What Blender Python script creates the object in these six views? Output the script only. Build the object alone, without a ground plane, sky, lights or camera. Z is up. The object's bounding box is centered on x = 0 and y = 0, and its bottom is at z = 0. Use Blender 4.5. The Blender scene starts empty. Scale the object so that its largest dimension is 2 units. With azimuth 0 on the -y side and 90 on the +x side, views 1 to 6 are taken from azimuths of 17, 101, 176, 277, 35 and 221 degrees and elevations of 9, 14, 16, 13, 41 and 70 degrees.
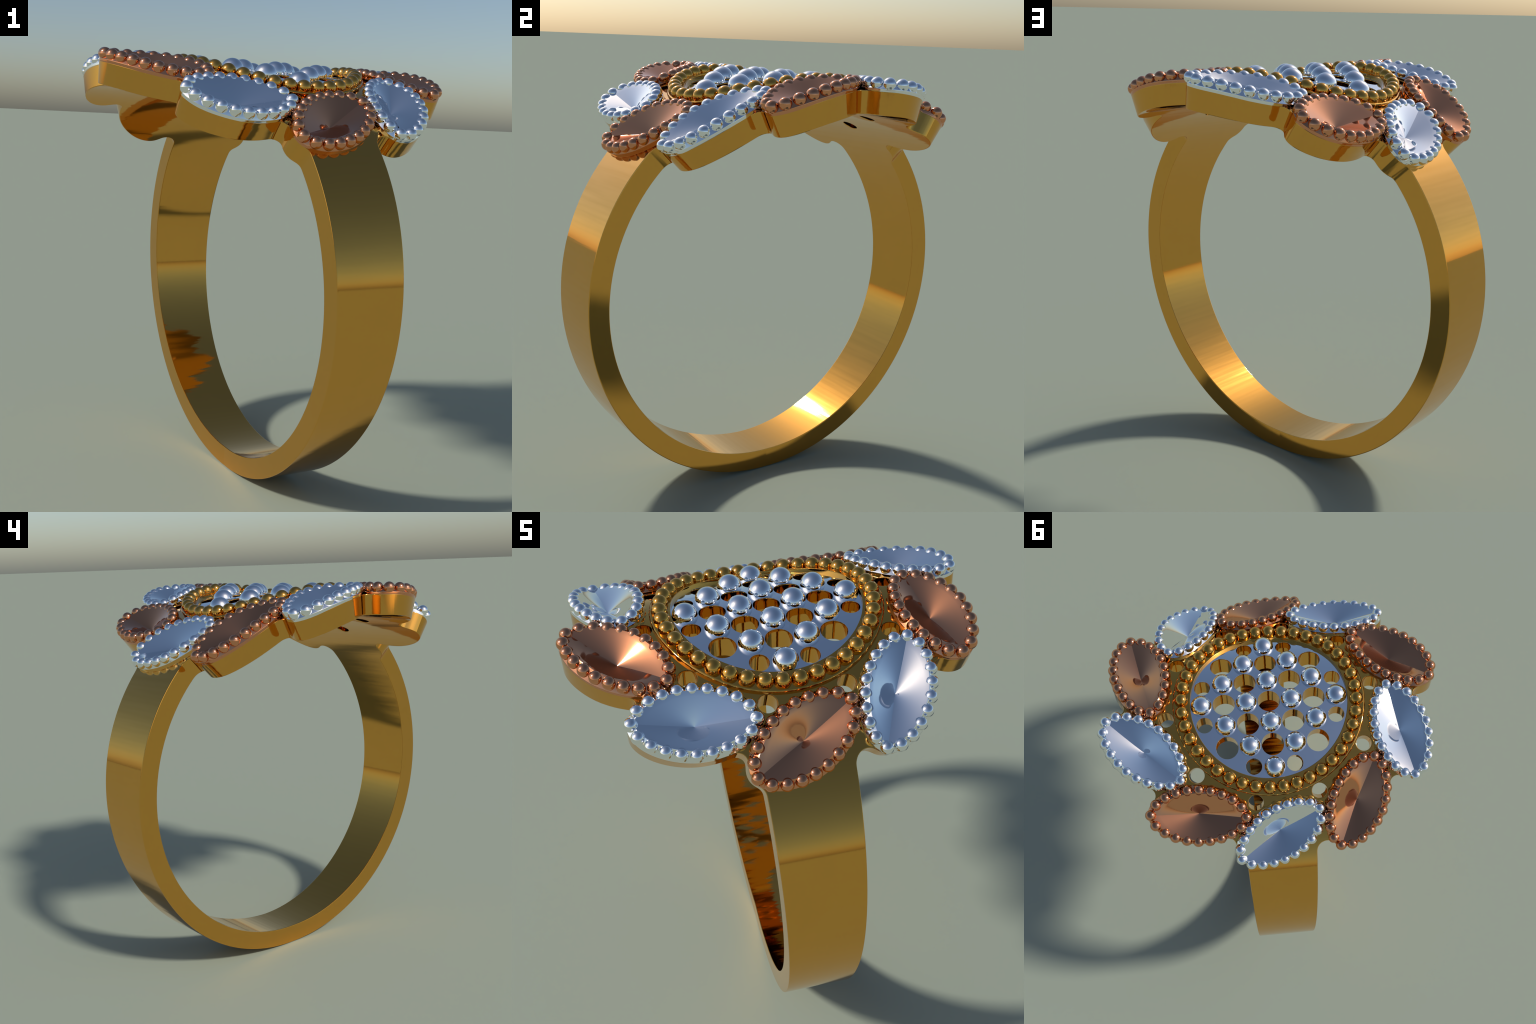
"""Flower ring: a gold band whose flat pattern is bent round the finger, with a
ten-petal head (alternating silver and copper beaded cups) round a beaded,
pierced centre.  Everything is laid out in flat strip coordinates
  s = along the circumference, t = along the finger, h = height above the strip
and rolled onto a cylinder by bend()."""
import bpy, bmesh, math
import numpy as np
from mathutils import Vector

# ------------------------------------------------------------------ sizes
PHI = math.radians(-44.1)      # heading of the s direction in the xy plane
RN = 0.972                     # outer radius of the band = neutral radius of the bend
CZ = 0.972                     # height of the finger axis
THICK = 0.0978                 # band thickness
W_TOP, W_TAPER = 0.1972, 0.0239  # half width of band at top and loss per radian

PETALS = 10
PETAL_R = 0.666                # distance of petal centres from the middle
PETAL_TURN = math.radians(119.8)
PETAL_A, PETAL_B, PETAL_N = 0.232, 0.1262, 1.82   # line on which the beads sit
PETAL_BEADS = 20
PETAL_BEAD_R = 0.0275
PETAL_BEAD_H = 0.0285
RIM_OUT = 0.0235               # petal wall outside the bead line
TIP_OUT = 0.0175               # the same at the petal tips
RIM_WALL = 0.0120              # height of the upright petal wall
RIM_TOP = 0.0472               # height of the lip, nearly level with the bead tops
RIM_IN = 0.0145                # lip inside the bead line
CUP_TIP = 0.2620               # half length of the lens whose cone forms the cup
APEX_H = -0.0315               # bottom of the petal cup

CENTRE_BEADS = 40
CENTRE_R = 0.433
CENTRE_BEAD_R = 0.0344
CENTRE_BEAD_H = 0.0216
ANNULUS = (0.3890, 0.4765, 0.0170)   # inner radius, outer radius, height

FILLET = 0.034                 # radius of the inner corners of the strip
SHOULDER = 0.050               # larger radius where the band runs into a petal
PITCH = 0.1118                 # lattice of the centre plate
PEARL_R, PEARL_H = 0.0530, 0.0030
PLATE_H = 0.0018               # face of the silver plate
BIG_HOLE, SMALL_HOLE, WEB_HOLE = 0.0548, 0.0395, 0.0375

E_DIR = Vector((math.cos(PHI), math.sin(PHI), 0))
A_DIR = Vector((-math.sin(PHI), math.cos(PHI), 0))
Z_DIR = Vector((0, 0, 1))
CENTRE = Vector((0, 0, CZ))


def bend(s, t, h):
    a = s / RN
    return CENTRE + (RN + h) * (math.sin(a) * E_DIR + math.cos(a) * Z_DIR) + t * A_DIR


def bend_dir(s, n):
    a = s / RN
    return (n[0] * (math.cos(a) * E_DIR - math.sin(a) * Z_DIR) + n[1] * A_DIR
            + n[2] * (math.sin(a) * E_DIR + math.cos(a) * Z_DIR)).normalized()


# ------------------------------------------------------------------ materials
def metal(name, color, rough, wear):
    m = bpy.data.materials.new(name)
    m.use_nodes = True
    nt = m.node_tree
    b = nt.nodes["Principled BSDF"]
    b.inputs["Metallic"].default_value = 1.0
    tc = nt.nodes.new("ShaderNodeTexCoord")
    noise = nt.nodes.new("ShaderNodeTexNoise")
    noise.inputs["Scale"].default_value = 6.0
    noise.inputs["Detail"].default_value = 4.0
    nt.links.new(tc.outputs["Object"], noise.inputs["Vector"])
    ramp = nt.nodes.new("ShaderNodeValToRGB")
    ramp.color_ramp.elements[0].position = 0.3
    ramp.color_ramp.elements[1].position = 0.7
    ramp.color_ramp.elements[0].color = (*[c * (1 - wear) for c in color], 1)
    ramp.color_ramp.elements[1].color = (*color, 1)
    nt.links.new(noise.outputs["Fac"], ramp.inputs["Fac"])
    nt.links.new(ramp.outputs["Color"], b.inputs["Base Color"])
    mr = nt.nodes.new("ShaderNodeMapRange")
    mr.inputs["To Min"].default_value = rough * 0.85
    mr.inputs["To Max"].default_value = rough * 1.15
    nt.links.new(noise.outputs["Fac"], mr.inputs["Value"])
    nt.links.new(mr.outputs["Result"], b.inputs["Roughness"])
    return m


def add_streaks(m, amount):
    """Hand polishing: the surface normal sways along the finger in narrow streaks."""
    nt = m.node_tree
    b = nt.nodes["Principled BSDF"]
    tc = nt.nodes.new("ShaderNodeTexCoord")
    mp = nt.nodes.new("ShaderNodeMapping")
    mp.vector_type = 'TEXTURE'
    mp.inputs["Rotation"].default_value = (0, 0, PHI)
    mp.inputs["Scale"].default_value = (0.02, 0.5, 0.02)
    nt.links.new(tc.outputs["Object"], mp.inputs["Vector"])
    noise = nt.nodes.new("ShaderNodeTexNoise")
    noise.inputs["Scale"].default_value = 1.0
    noise.inputs["Detail"].default_value = 2.0
    nt.links.new(mp.outputs["Vector"], noise.inputs["Vector"])
    amp = nt.nodes.new("ShaderNodeMath")
    amp.operation = 'MULTIPLY_ADD'
    amp.inputs[1].default_value = amount
    amp.inputs[2].default_value = -0.5 * amount
    nt.links.new(noise.outputs["Fac"], amp.inputs[0])
    vec = nt.nodes.new("ShaderNodeVectorMath")
    vec.operation = 'SCALE'
    vec.inputs[0].default_value = tuple(A_DIR)
    nt.links.new(amp.outputs["Value"], vec.inputs["Scale"])
    geo = nt.nodes.new("ShaderNodeNewGeometry")
    add = nt.nodes.new("ShaderNodeVectorMath")
    add.operation = 'ADD'
    nt.links.new(geo.outputs["Normal"], add.inputs[0])
    nt.links.new(vec.outputs["Vector"], add.inputs[1])
    nrm = nt.nodes.new("ShaderNodeVectorMath")
    nrm.operation = 'NORMALIZE'
    nt.links.new(add.outputs["Vector"], nrm.inputs[0])
    nt.links.new(nrm.outputs["Vector"], b.inputs["Normal"])
    return m


GOLD_COLOR = (0.785, 0.400, 0.080)
GOLD = metal("polished_gold", GOLD_COLOR, 0.06, 0.02)
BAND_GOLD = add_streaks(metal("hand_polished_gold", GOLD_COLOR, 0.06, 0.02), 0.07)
SILVER = metal("polished_silver", (0.97, 0.975, 0.98), 0.05, 0.015)
COPPER = metal("polished_rose_copper", (0.75, 0.33, 0.168), 0.06, 0.02)


# ------------------------------------------------------------------ helpers
def new_object(name, mesh, parent=None, mat=None):
    ob = bpy.data.objects.new(name, mesh)
    bpy.context.scene.collection.objects.link(ob)
    if parent is not None:
        ob.parent = parent
    if mat is not None:
        mesh.materials.clear()
        mesh.materials.append(mat)
    return ob


def circle(cx, cy, r, n=96):
    return [(cx + r * math.cos(2 * math.pi * i / n), cy + r * math.sin(2 * math.pi * i / n))
            for i in range(n)]


def plate_bmesh(loops, h0, h1, bevel):
    """Flat plate with holes and softly broken edges, from 2D loops (curve fill)."""
    cu = bpy.data.curves.new("tmp_plate", 'CURVE')
    cu.dimensions = '2D'
    cu.fill_mode = 'BOTH'
    cu.extrude = (h1 - h0) / 2 - bevel
    cu.bevel_depth = bevel
    cu.bevel_resolution = 1
    cu.offset = -bevel
    for lp in loops:
        sp = cu.splines.new('POLY')
        sp.points.add(len(lp) - 1)
        for p, q in zip(sp.points, lp):
            p.co = (q[0], q[1], 0, 1)
        sp.use_cyclic_u = True
    ob = bpy.data.objects.new("tmp_plate", cu)
    bpy.context.scene.collection.objects.link(ob)
    dg = bpy.context.evaluated_depsgraph_get()
    me = bpy.data.meshes.new_from_object(ob.evaluated_get(dg))
    bpy.data.objects.remove(ob)
    bpy.data.curves.remove(cu)
    bm = bmesh.new()
    bm.from_mesh(me)
    bpy.data.meshes.remove(me)
    bmesh.ops.remove_doubles(bm, verts=bm.verts, dist=1e-5)
    bmesh.ops.translate(bm, verts=bm.verts, vec=(0, 0, (h0 + h1) / 2))
    # melt the fill triangles of each flat face into one face
    bmesh.ops.dissolve_limit(bm, angle_limit=math.radians(0.2), verts=bm.verts, edges=bm.edges)
    return bm


def slice_strips(bm, step, smax):
    """Cut the flat mesh into narrow strips so that it can be bent smoothly."""
    k = int(smax / step)
    for i in range(-k, k + 1):
        geom = bm.verts[:] + bm.edges[:] + bm.faces[:]
        bmesh.ops.bisect_plane(bm, geom=geom, dist=1e-6, plane_co=(i * step, 0, 0), plane_no=(1, 0, 0))


def flat_normals(me, angle):
    """Corner normals in flat space; level faces keep their exact normal."""
    me.set_sharp_from_angle(angle=math.radians(angle))
    for p in me.polygons:
        p.use_smooth = True
    nor = [tuple(c.vector) for c in me.corner_normals]
    level, side = {}, {}
    for p in me.polygons:
        n = p.normal
        for vi in p.vertices:
            if abs(n.z) > 0.999:
                level[vi] = (0, 0, math.copysign(1, n.z))
            elif abs(n.z) < 0.02:
                side.setdefault(vi, []).append(n.copy() * min(p.area, 1e-3))
    for p in me.polygons:
        n = p.normal
        for li, vi in zip(p.loop_indices, p.vertices):
            if abs(n.z) > 0.999:
                nor[li] = (0, 0, math.copysign(1, n.z))
            elif vi in level and abs(n.z) > 0.5:
                nor[li] = level[vi]
            elif vi in side and vi not in level:
                sn = sum(side[vi], Vector((0, 0, 0)))
                if sn.length > 1e-9 and sn.normalized().dot(n) > 0.6:
                    nor[li] = tuple(sn.normalized())
    return nor


def roll_up(bm, angle=35.0):
    """Mesh from flat bmesh, rolled round the finger, with exactly rolled normals."""
    bmesh.ops.recalc_face_normals(bm, faces=bm.faces[:])
    me = bpy.data.meshes.new("rolled")
    bm.to_mesh(me)
    nor = flat_normals(me, angle)
    out = [None] * len(me.loops)
    for lp in me.loops:
        out[lp.index] = bend_dir(me.vertices[lp.vertex_index].co.x, nor[lp.index])
    for v in me.vertices:
        v.co = bend(*v.co)
    me.update()
    return me, out


def finish(me, normals):
    me.normals_split_custom_set([tuple(n) for n in normals])
    return me


# ------------------------------------------------------------------ petal curve
def superellipse(a, b, n, count):
    t = np.linspace(0, 2 * np.pi, 4001)
    x = a * np.sign(np.cos(t)) * np.abs(np.cos(t)) ** (2 / n)
    y = b * np.sign(np.sin(t)) * np.abs(np.sin(t)) ** (2 / n)
    L = np.concatenate([[0], np.cumsum(np.hypot(np.diff(x), np.diff(y)))])
    u = np.linspace(0, L[-1], count + 1)[:-1]
    return np.stack([np.interp(u, L, x), np.interp(u, L, y)], 1)


def offset_loop(p, d):
    tan = np.roll(p, -1, 0) - np.roll(p, 1, 0)
    tan /= np.linalg.norm(tan, axis=1)[:, None]
    return p + d * np.stack([tan[:, 1], -tan[:, 0]], 1)


PETAL_LINE = superellipse(PETAL_A, PETAL_B, PETAL_N, 160)


def petal_frame(k):
    b = math.pi + k * 2 * math.pi / PETALS
    c = np.array([math.cos(b), math.sin(b)]) * PETAL_R
    m = b + PETAL_TURN
    return c, np.array([math.cos(m), math.sin(m)]), np.array([-math.sin(m), math.cos(m)])


def petal_place(k, pts):
    c, u, v = petal_frame(k)
    return c + pts[:, :1] * u + pts[:, 1:2] * v


# ------------------------------------------------------------------ outline of the gold strip
def band_half_width(s):
    return W_TOP - W_TAPER * np.abs(s) / RN


def strip_field(s, t):
    """Signed field of the strip: union of ten petals, middle disc and tapering band."""
    a, b, n = PETAL_A + TIP_OUT, PETAL_B + RIM_OUT, PETAL_N + 0.06
    d = np.minimum(np.hypot(s, t) - 0.545, np.abs(t) - band_half_width(s))
    for k in range(PETALS):
        c, u, v = petal_frame(k)
        x = np.abs((s - c[0]) * u[0] + (t - c[1]) * u[1]) + 1e-6
        y = np.abs((s - c[0]) * v[0] + (t - c[1]) * v[1]) + 1e-6
        f = ((x / a) ** n + (y / b) ** n) ** (1 / n)
        gx = f ** (1 - n) * (x / a) ** (n - 1) / a
        gy = f ** (1 - n) * (y / b) ** (n - 1) / b
        d = np.minimum(d, (f - 1) / np.hypot(gx, gy))
    return d


def fillet(S, T, F, r):
    """Round every inner corner of the shape F < 0 with radius r (grow by r, shrink by r)."""
    G = F - r
    edge = []
    for axis in (0, 1):
        g0, g1 = (G[:-1], G[1:]) if axis == 0 else (G[:, :-1], G[:, 1:])
        i, j = np.nonzero((g0 < 0) != (g1 < 0))
        w = g0[i, j] / (g0[i, j] - g1[i, j])
        h = S[1] - S[0]
        edge.append(np.stack([S[i] + (w * h if axis == 0 else 0), T[j] + (w * h if axis == 1 else 0)], 1))
    edge = np.concatenate(edge)
    out = np.where(F < 0, -1.0, 1.0) * 0.1
    i, j = np.nonzero(np.abs(F) < 0.06)
    p = np.stack([S[i], T[j]], 1)
    for lo in range(0, len(p), 2000):
        q = p[lo:lo + 2000]
        dist = np.sqrt(((q[:, None] - edge[None]) ** 2).sum(2).min(1))
        ii, jj = i[lo:lo + 2000], j[lo:lo + 2000]
        out[ii, jj] = np.where(G[ii, jj] < 0, r - dist, r + dist)
    return out


def strip_outline(s_end):
    """Zero line of the field, traced by marching squares, one half then mirrored ends."""
    step = 0.006
    S = np.arange(-1.15, 1.15 + step / 2, step)
    T = np.arange(-0.95, 0.95 + step / 2, step)
    SS, TT = np.meshgrid(S, T, indexing='ij')
    U = strip_field(SS, TT)
    F = fillet(S, T, U, FILLET)
    shoulder = (SS * TT > 0) & (np.abs(SS) > 0.6) & (np.abs(TT) < 0.33)
    F = np.where(shoulder, np.minimum(F, fillet(S, T, U, SHOULDER)), F)
    seg = {}

    def cross(i0, j0, i1, j1):
        f0, f1 = F[i0, j0], F[i1, j1]
        w = f0 / (f0 - f1)
        return (S[i0] + (S[i1] - S[i0]) * w, T[j0] + (T[j1] - T[j0]) * w)
    pts = {}
    for i in range(len(S) - 1):
        for j in range(len(T) - 1):
            c = [F[i, j] < 0, F[i + 1, j] < 0, F[i + 1, j + 1] < 0, F[i, j + 1] < 0]
            if all(c) or not any(c):
                continue
            edges = [((i, j), (i + 1, j)), ((i + 1, j), (i + 1, j + 1)),
                     ((i, j + 1), (i + 1, j + 1)), ((i, j), (i, j + 1))]
            hit = []
            for e in edges:
                if (F[e[0]] < 0) != (F[e[1]] < 0):
                    pts[e] = cross(*e[0], *e[1])
                    hit.append(e)
            for a, b in zip(hit[0::2], hit[1::2]):
                seg.setdefault(a, []).append(b)
                seg.setdefault(b, []).append(a)
    # follow chains that start at an open end (left and right window borders)
    ends = [e for e, v in seg.items() if len(v) == 1]
    chains, used = [], set()
    for e in ends:
        if e in used:
            continue
        ch, prev, cur = [e], None, e
        while True:
            used.add(cur)
            nxt = [q for q in seg[cur] if q != prev and q not in used]
            if not nxt:
                break
            prev, cur = cur, nxt[0]
            ch.append(cur)
        chains.append(np.array([pts[q] for q in ch]))
    chains = sorted(chains, key=len)[-2:]
    upper = max(chains, key=lambda c: c[:, 1].mean())
    lower = min(chains, key=lambda c: c[:, 1].mean())
    out = []
    for ch, sgn in ((upper, 1), (lower, -1)):
        if (ch[0, 0] > ch[-1, 0]) != (sgn > 0):
            ch = ch[::-1]                       # upper: right to left, lower: left to right
        L = np.concatenate([[0], np.cumsum(np.hypot(*np.diff(ch, axis=0).T))])
        u = np.arange(0, L[-1], 0.008)
        sm = np.stack([np.interp(u, L, ch[:, 0]), np.interp(u, L, ch[:, 1])], 1)
        for _ in range(2):
            sm[1:-1] = 0.25 * sm[:-2] + 0.5 * sm[1:-1] + 0.25 * sm[2:]
        x0 = np.linspace(s_end, 1.16, 60) * sgn
        x1 = np.linspace(-1.16, -s_end, 60) * sgn
        out += [(x, sgn * float(band_half_width(x))) for x in x0]
        out += [tuple(p) for p in sm]
        out += [(x, sgn * float(band_half_width(x))) for x in x1]
    return out


def lattice():
    beads, big, small = [], [], []
    for i in range(-3, 4):
        for j in range(-3, 4):
            if abs(i) + abs(j) > 4:
                continue
            if (i + j) % 2:
                beads.append((i * PITCH, j * PITCH))
            elif max(abs(i), abs(j)) == 3:
                big_axis = 0.326
                x = math.copysign(big_axis, i) if abs(i) == 3 else i * 0.101
                y = math.copysign(big_axis, j) if abs(j) == 3 else j * 0.101
                small.append((x, y))
            else:
                big.append((i * PITCH, j * PITCH))
    return beads, big, small


PEARLS, BIG, SMALL = lattice()

# ------------------------------------------------------------------ the thing
ring = bpy.data.objects.new("flower_ring", None)
bpy.context.scene.collection.objects.link(ring)
ring["label"] = "gold finger ring with beaded silver and copper flower head"
ring["category"] = "ring"

# --- gold strip: backplate and band ---------------------------------------
S_HALF = math.pi * RN
loops = [strip_outline(S_HALF + 0.06)]
holes = [circle(x, y, BIG_HOLE) for x, y in BIG] + [circle(x, y, SMALL_HOLE, 72) for x, y in SMALL]
for k in range(PETALS):
    a = math.radians(24 + 36 * k)
    holes.append(circle(0.516 * math.cos(a), 0.516 * math.sin(a), WEB_HOLE, 72))
bm = plate_bmesh(loops + holes, -THICK, 0.0, 0.0045)

# pockets that take the petal cups
flat = bpy.data.meshes.new("tmp_flat")
bm.to_mesh(flat)
bm.free()
body = bpy.data.objects.new("tmp_body", flat)
bpy.context.scene.collection.objects.link(body)
cm = bmesh.new()
for k in range(PETALS):
    lp = petal_place(k, offset_loop(PETAL_LINE[::2], 0.002))
    lo = [cm.verts.new((p[0], p[1], APEX_H - 0.006)) for p in lp]
    hi = [cm.verts.new((p[0], p[1], 0.05)) for p in lp]
    cm.faces.new(lo[::-1])
    cm.faces.new(hi)
    for i in range(len(lo)):
        j = (i + 1) % len(lo)
        cm.faces.new((lo[i], lo[j], hi[j], hi[i]))
cme = bpy.data.meshes.new("tmp_cut")
cm.to_mesh(cme)
cm.free()
cut = bpy.data.objects.new("tmp_cut", cme)
bpy.context.scene.collection.objects.link(cut)
mod = body.modifiers.new("pockets", 'BOOLEAN')
mod.operation = 'DIFFERENCE'
mod.solver = 'EXACT'
mod.object = cut
dg = bpy.context.evaluated_depsgraph_get()
res = bpy.data.meshes.new_from_object(body.evaluated_get(dg))
bm = bmesh.new()
bm.from_mesh(res)
for o in (body, cut):
    bpy.data.objects.remove(o)
for m in (flat, cme, res):
    bpy.data.meshes.remove(m)

S_SPLIT = 0.96
slice_strips(bm, S_HALF / 150, S_HALF + 0.001)
for x in (S_HALF, -S_HALF):
    bmesh.ops.bisect_plane(bm, geom=bm.verts[:] + bm.edges[:] + bm.faces[:], dist=1e-6,
                           plane_co=(x, 0, 0), plane_no=(1 if x > 0 else -1, 0, 0), clear_outer=True)
for x in (S_SPLIT, -S_SPLIT):
    bmesh.ops.bisect_plane(bm, geom=bm.verts[:] + bm.edges[:] + bm.faces[:], dist=1e-6,
                           plane_co=(x, 0, 0), plane_no=(1, 0, 0))


def region(bm, keep, name):
    """Faces of one region as an own mesh that keeps the whole strip's rolled normals."""
    me = bpy.data.meshes.new("tmp_all")
    bmesh.ops.recalc_face_normals(bm, faces=bm.faces[:])
    bm.to_mesh(me)
    nor = flat_normals(me, 35)
    verts, index, faces, normals = [], {}, [], []
    for p in me.polygons:
        if not keep(p.center):
            continue
        f = []
        for li in p.loop_indices:
            vi = me.loops[li].vertex_index
            co = me.vertices[vi].co
            w = bend(*co)
            key = (round(w.x, 5), round(w.y, 5), round(w.z, 5))
            if key not in index:
                index[key] = len(verts)
                verts.append(w)
            q = index[key]
            if q in f:
                continue
            f.append(q)
            normals.append((len(faces), bend_dir(co.x, nor[li])))
        if len(f) < 3:
            normals = [n for n in normals if n[0] != len(faces)]
            continue
        faces.append(f)
    bpy.data.meshes.remove(me)
    out = bpy.data.meshes.new(name)
    out.from_pydata(verts, [], faces)
    for p in out.polygons:
        p.use_smooth = True
    return finish(out, [n[1] for n in normals])


new_object("backplate", region(bm, lambda c: abs(c.x) < S_SPLIT, "backplate"), ring, BAND_GOLD)
new_object("band", region(bm, lambda c: abs(c.x) >= S_SPLIT, "band"), ring, BAND_GOLD)
bm.free()

# --- silver centre plate ---------------------------------------------------
bm = plate_bmesh([circle(0, 0, 0.40, 160)]
                 + [circle(x, y, BIG_HOLE + 0.0005) for x, y in BIG]
                 + [circle(x, y, SMALL_HOLE + 0.0005, 72) for x, y in SMALL], -0.0009, PLATE_H, 0.0004)
slice_strips(bm, 0.02, 0.42)
me, nor = roll_up(bm)
bm.free()
centre_plate = new_object("pierced_plate", finish(me, nor), ring, SILVER)

# --- gold rim of the centre -----------------------------------------------


def lathe_bmesh(profile, n):
    """Ring-shaped solid from a closed (radius, height) profile in flat space."""
    bm = bmesh.new()
    rows = []
    for i in range(n):
        a = 2 * math.pi * i / n
        rows.append([bm.verts.new((r * math.cos(a), r * math.sin(a), h)) for r, h in profile])
    m = len(profile)
    for i in range(n):
        p, q = rows[i], rows[(i + 1) % n]
        for j in range(m):
            k = (j + 1) % m
            bm.faces.new((p[j], q[j], q[k], p[k]))
    return bm


ri, ro, hh = ANNULUS
bm = lathe_bmesh([(ri, -0.004), (ri, hh - 0.003), (ri + 0.001, hh - 0.0008), (ri + 0.003, hh),
                  (ro - 0.010, hh), (ro - 0.0055, hh - 0.001), (ro - 0.002, hh - 0.0035), (ro, hh - 0.0075),
                  (ro, -0.004), (ri + 0.01, -0.004)], 200)
me, nor = roll_up(bm, 40)
bm.free()
rim = new_object("beaded_rim", finish(me, nor), ring, GOLD)

# --- petals ----------------------------------------------------------------
LIP = offset_loop(PETAL_LINE, -RIM_IN)


def petal_wall(d):
    """Bead line offset by d on the long sides and a little less at the tips."""
    p = offset_loop(PETAL_LINE, d)
    f = 1 - (RIM_OUT - TIP_OUT) / PETAL_A * (np.abs(PETAL_LINE[:, :1]) / PETAL_A) ** 4
    return np.concatenate([p[:, :1] * f, p[:, 1:]], 1)


def cup_height(p):
    """Height of the cup: a cone over a lens of two arcs, deepest in the middle."""
    half = PETAL_B - RIM_IN
    big = (CUP_TIP ** 2 + half ** 2) / (2 * half)
    c = big - half
    y, q = np.abs(p[:, 1]), (p ** 2).sum(1)
    grow = (-c * y + np.sqrt(c * c * y * y + q * CUP_TIP ** 2)) / q
    return APEX_H + (RIM_TOP - APEX_H) / grow


def petal_bmesh(k):
    o = RIM_OUT
    w = RIM_WALL
    lip_h = cup_height(LIP)
    rings = [(petal_wall(o - 0.001), -0.004), (petal_wall(o), 0.0015),
             (petal_wall(o), w - 0.004), (petal_wall(o - 0.001), w - 0.001), (petal_wall(o - 0.004), w + 0.002),
             (offset_loop(PETAL_LINE, 0.0028 - RIM_IN), lip_h - 0.0010), (LIP * 1.003, lip_h + 0.0001)]
    for f in (0.996, 0.85, 0.7, 0.55, 0.4, 0.25, 0.12, 0.04, 0.008):
        rings.append((LIP * f, APEX_H + (lip_h - APEX_H) * f))
    bm = bmesh.new()
    rows = []
    for pts, h in rings:
        rows.append([bm.verts.new((p[0], p[1], q)) for p, q in
                     zip(petal_place(k, pts), np.broadcast_to(h, len(pts)))])
    n = len(PETAL_LINE)
    for p, q in zip(rows, rows[1:]):
        for i in range(n):
            j = (i + 1) % n
            bm.faces.new((p[i], p[j], q[j], q[i]))
    c, _, _ = petal_frame(k)
    tip = bm.verts.new((c[0], c[1], APEX_H))
    for i in range(n):
        bm.faces.new((rows[-1][i], rows[-1][(i + 1) % n], tip))
    return bm


petals = []
for k in range(PETALS):
    bm = petal_bmesh(k)
    up = sum(f.normal.z * f.calc_area() for f in bm.faces) if not [f.normal_update() for f in bm.faces][0] else 0
    if up < 0:
        bmesh.ops.reverse_faces(bm, faces=bm.faces[:])
    me = bpy.data.meshes.new("petal")
    bm.to_mesh(me)
    bm.free()
    nor = flat_normals(me, 25)
    out = [bend_dir(me.vertices[l.vertex_index].co.x, nor[l.index]) for l in me.loops]
    for v in me.vertices:
        v.co = bend(*v.co)
    me.update()
    petals.append(new_object("petal", finish(me, out), ring, COPPER if k % 2 else SILVER))

# --- beads -----------------------------------------------------------------


def bead_mesh(name, r, mat):
    bm = bmesh.new()
    bmesh.ops.create_uvsphere(bm, u_segments=40, v_segments=24, radius=r)
    for f in bm.faces:
        f.smooth = True
    me = bpy.data.meshes.new(name)
    bm.to_mesh(me)
    bm.free()
    me.materials.append(mat)
    return me


PEARL = bead_mesh("pearl", PEARL_R, SILVER)
GOLD_BEAD = bead_mesh("gold_bead", CENTRE_BEAD_R, GOLD)
PETAL_BEAD = [bead_mesh("silver_bead", PETAL_BEAD_R, SILVER), bead_mesh("copper_bead", PETAL_BEAD_R, COPPER)]


def put_bead(name, me, parent, s, t, h):
    ob = bpy.data.objects.new(name, me)
    bpy.context.scene.collection.objects.link(ob)
    ob.parent = parent
    ob.location = bend(s, t, h)
    up = bend_dir(s, (0, 0, 1))
    ob.rotation_euler = up.to_track_quat('Z', 'Y').to_euler()


for x, y in PEARLS:
    put_bead("silver_ball", PEARL, centre_plate, x, y, PEARL_H)
for i in range(CENTRE_BEADS):
    a = 2 * math.pi * (i + 0.5) / CENTRE_BEADS
    put_bead("rim_bead", GOLD_BEAD, rim, CENTRE_R * math.cos(a), CENTRE_R * math.sin(a), CENTRE_BEAD_H)
bead_line = superellipse(PETAL_A, PETAL_B, PETAL_N, PETAL_BEADS)
for k in range(PETALS):
    for p in petal_place(k, bead_line):
        put_bead("petal_bead", PETAL_BEAD[k % 2], petals[k], float(p[0]), float(p[1]), PETAL_BEAD_H)
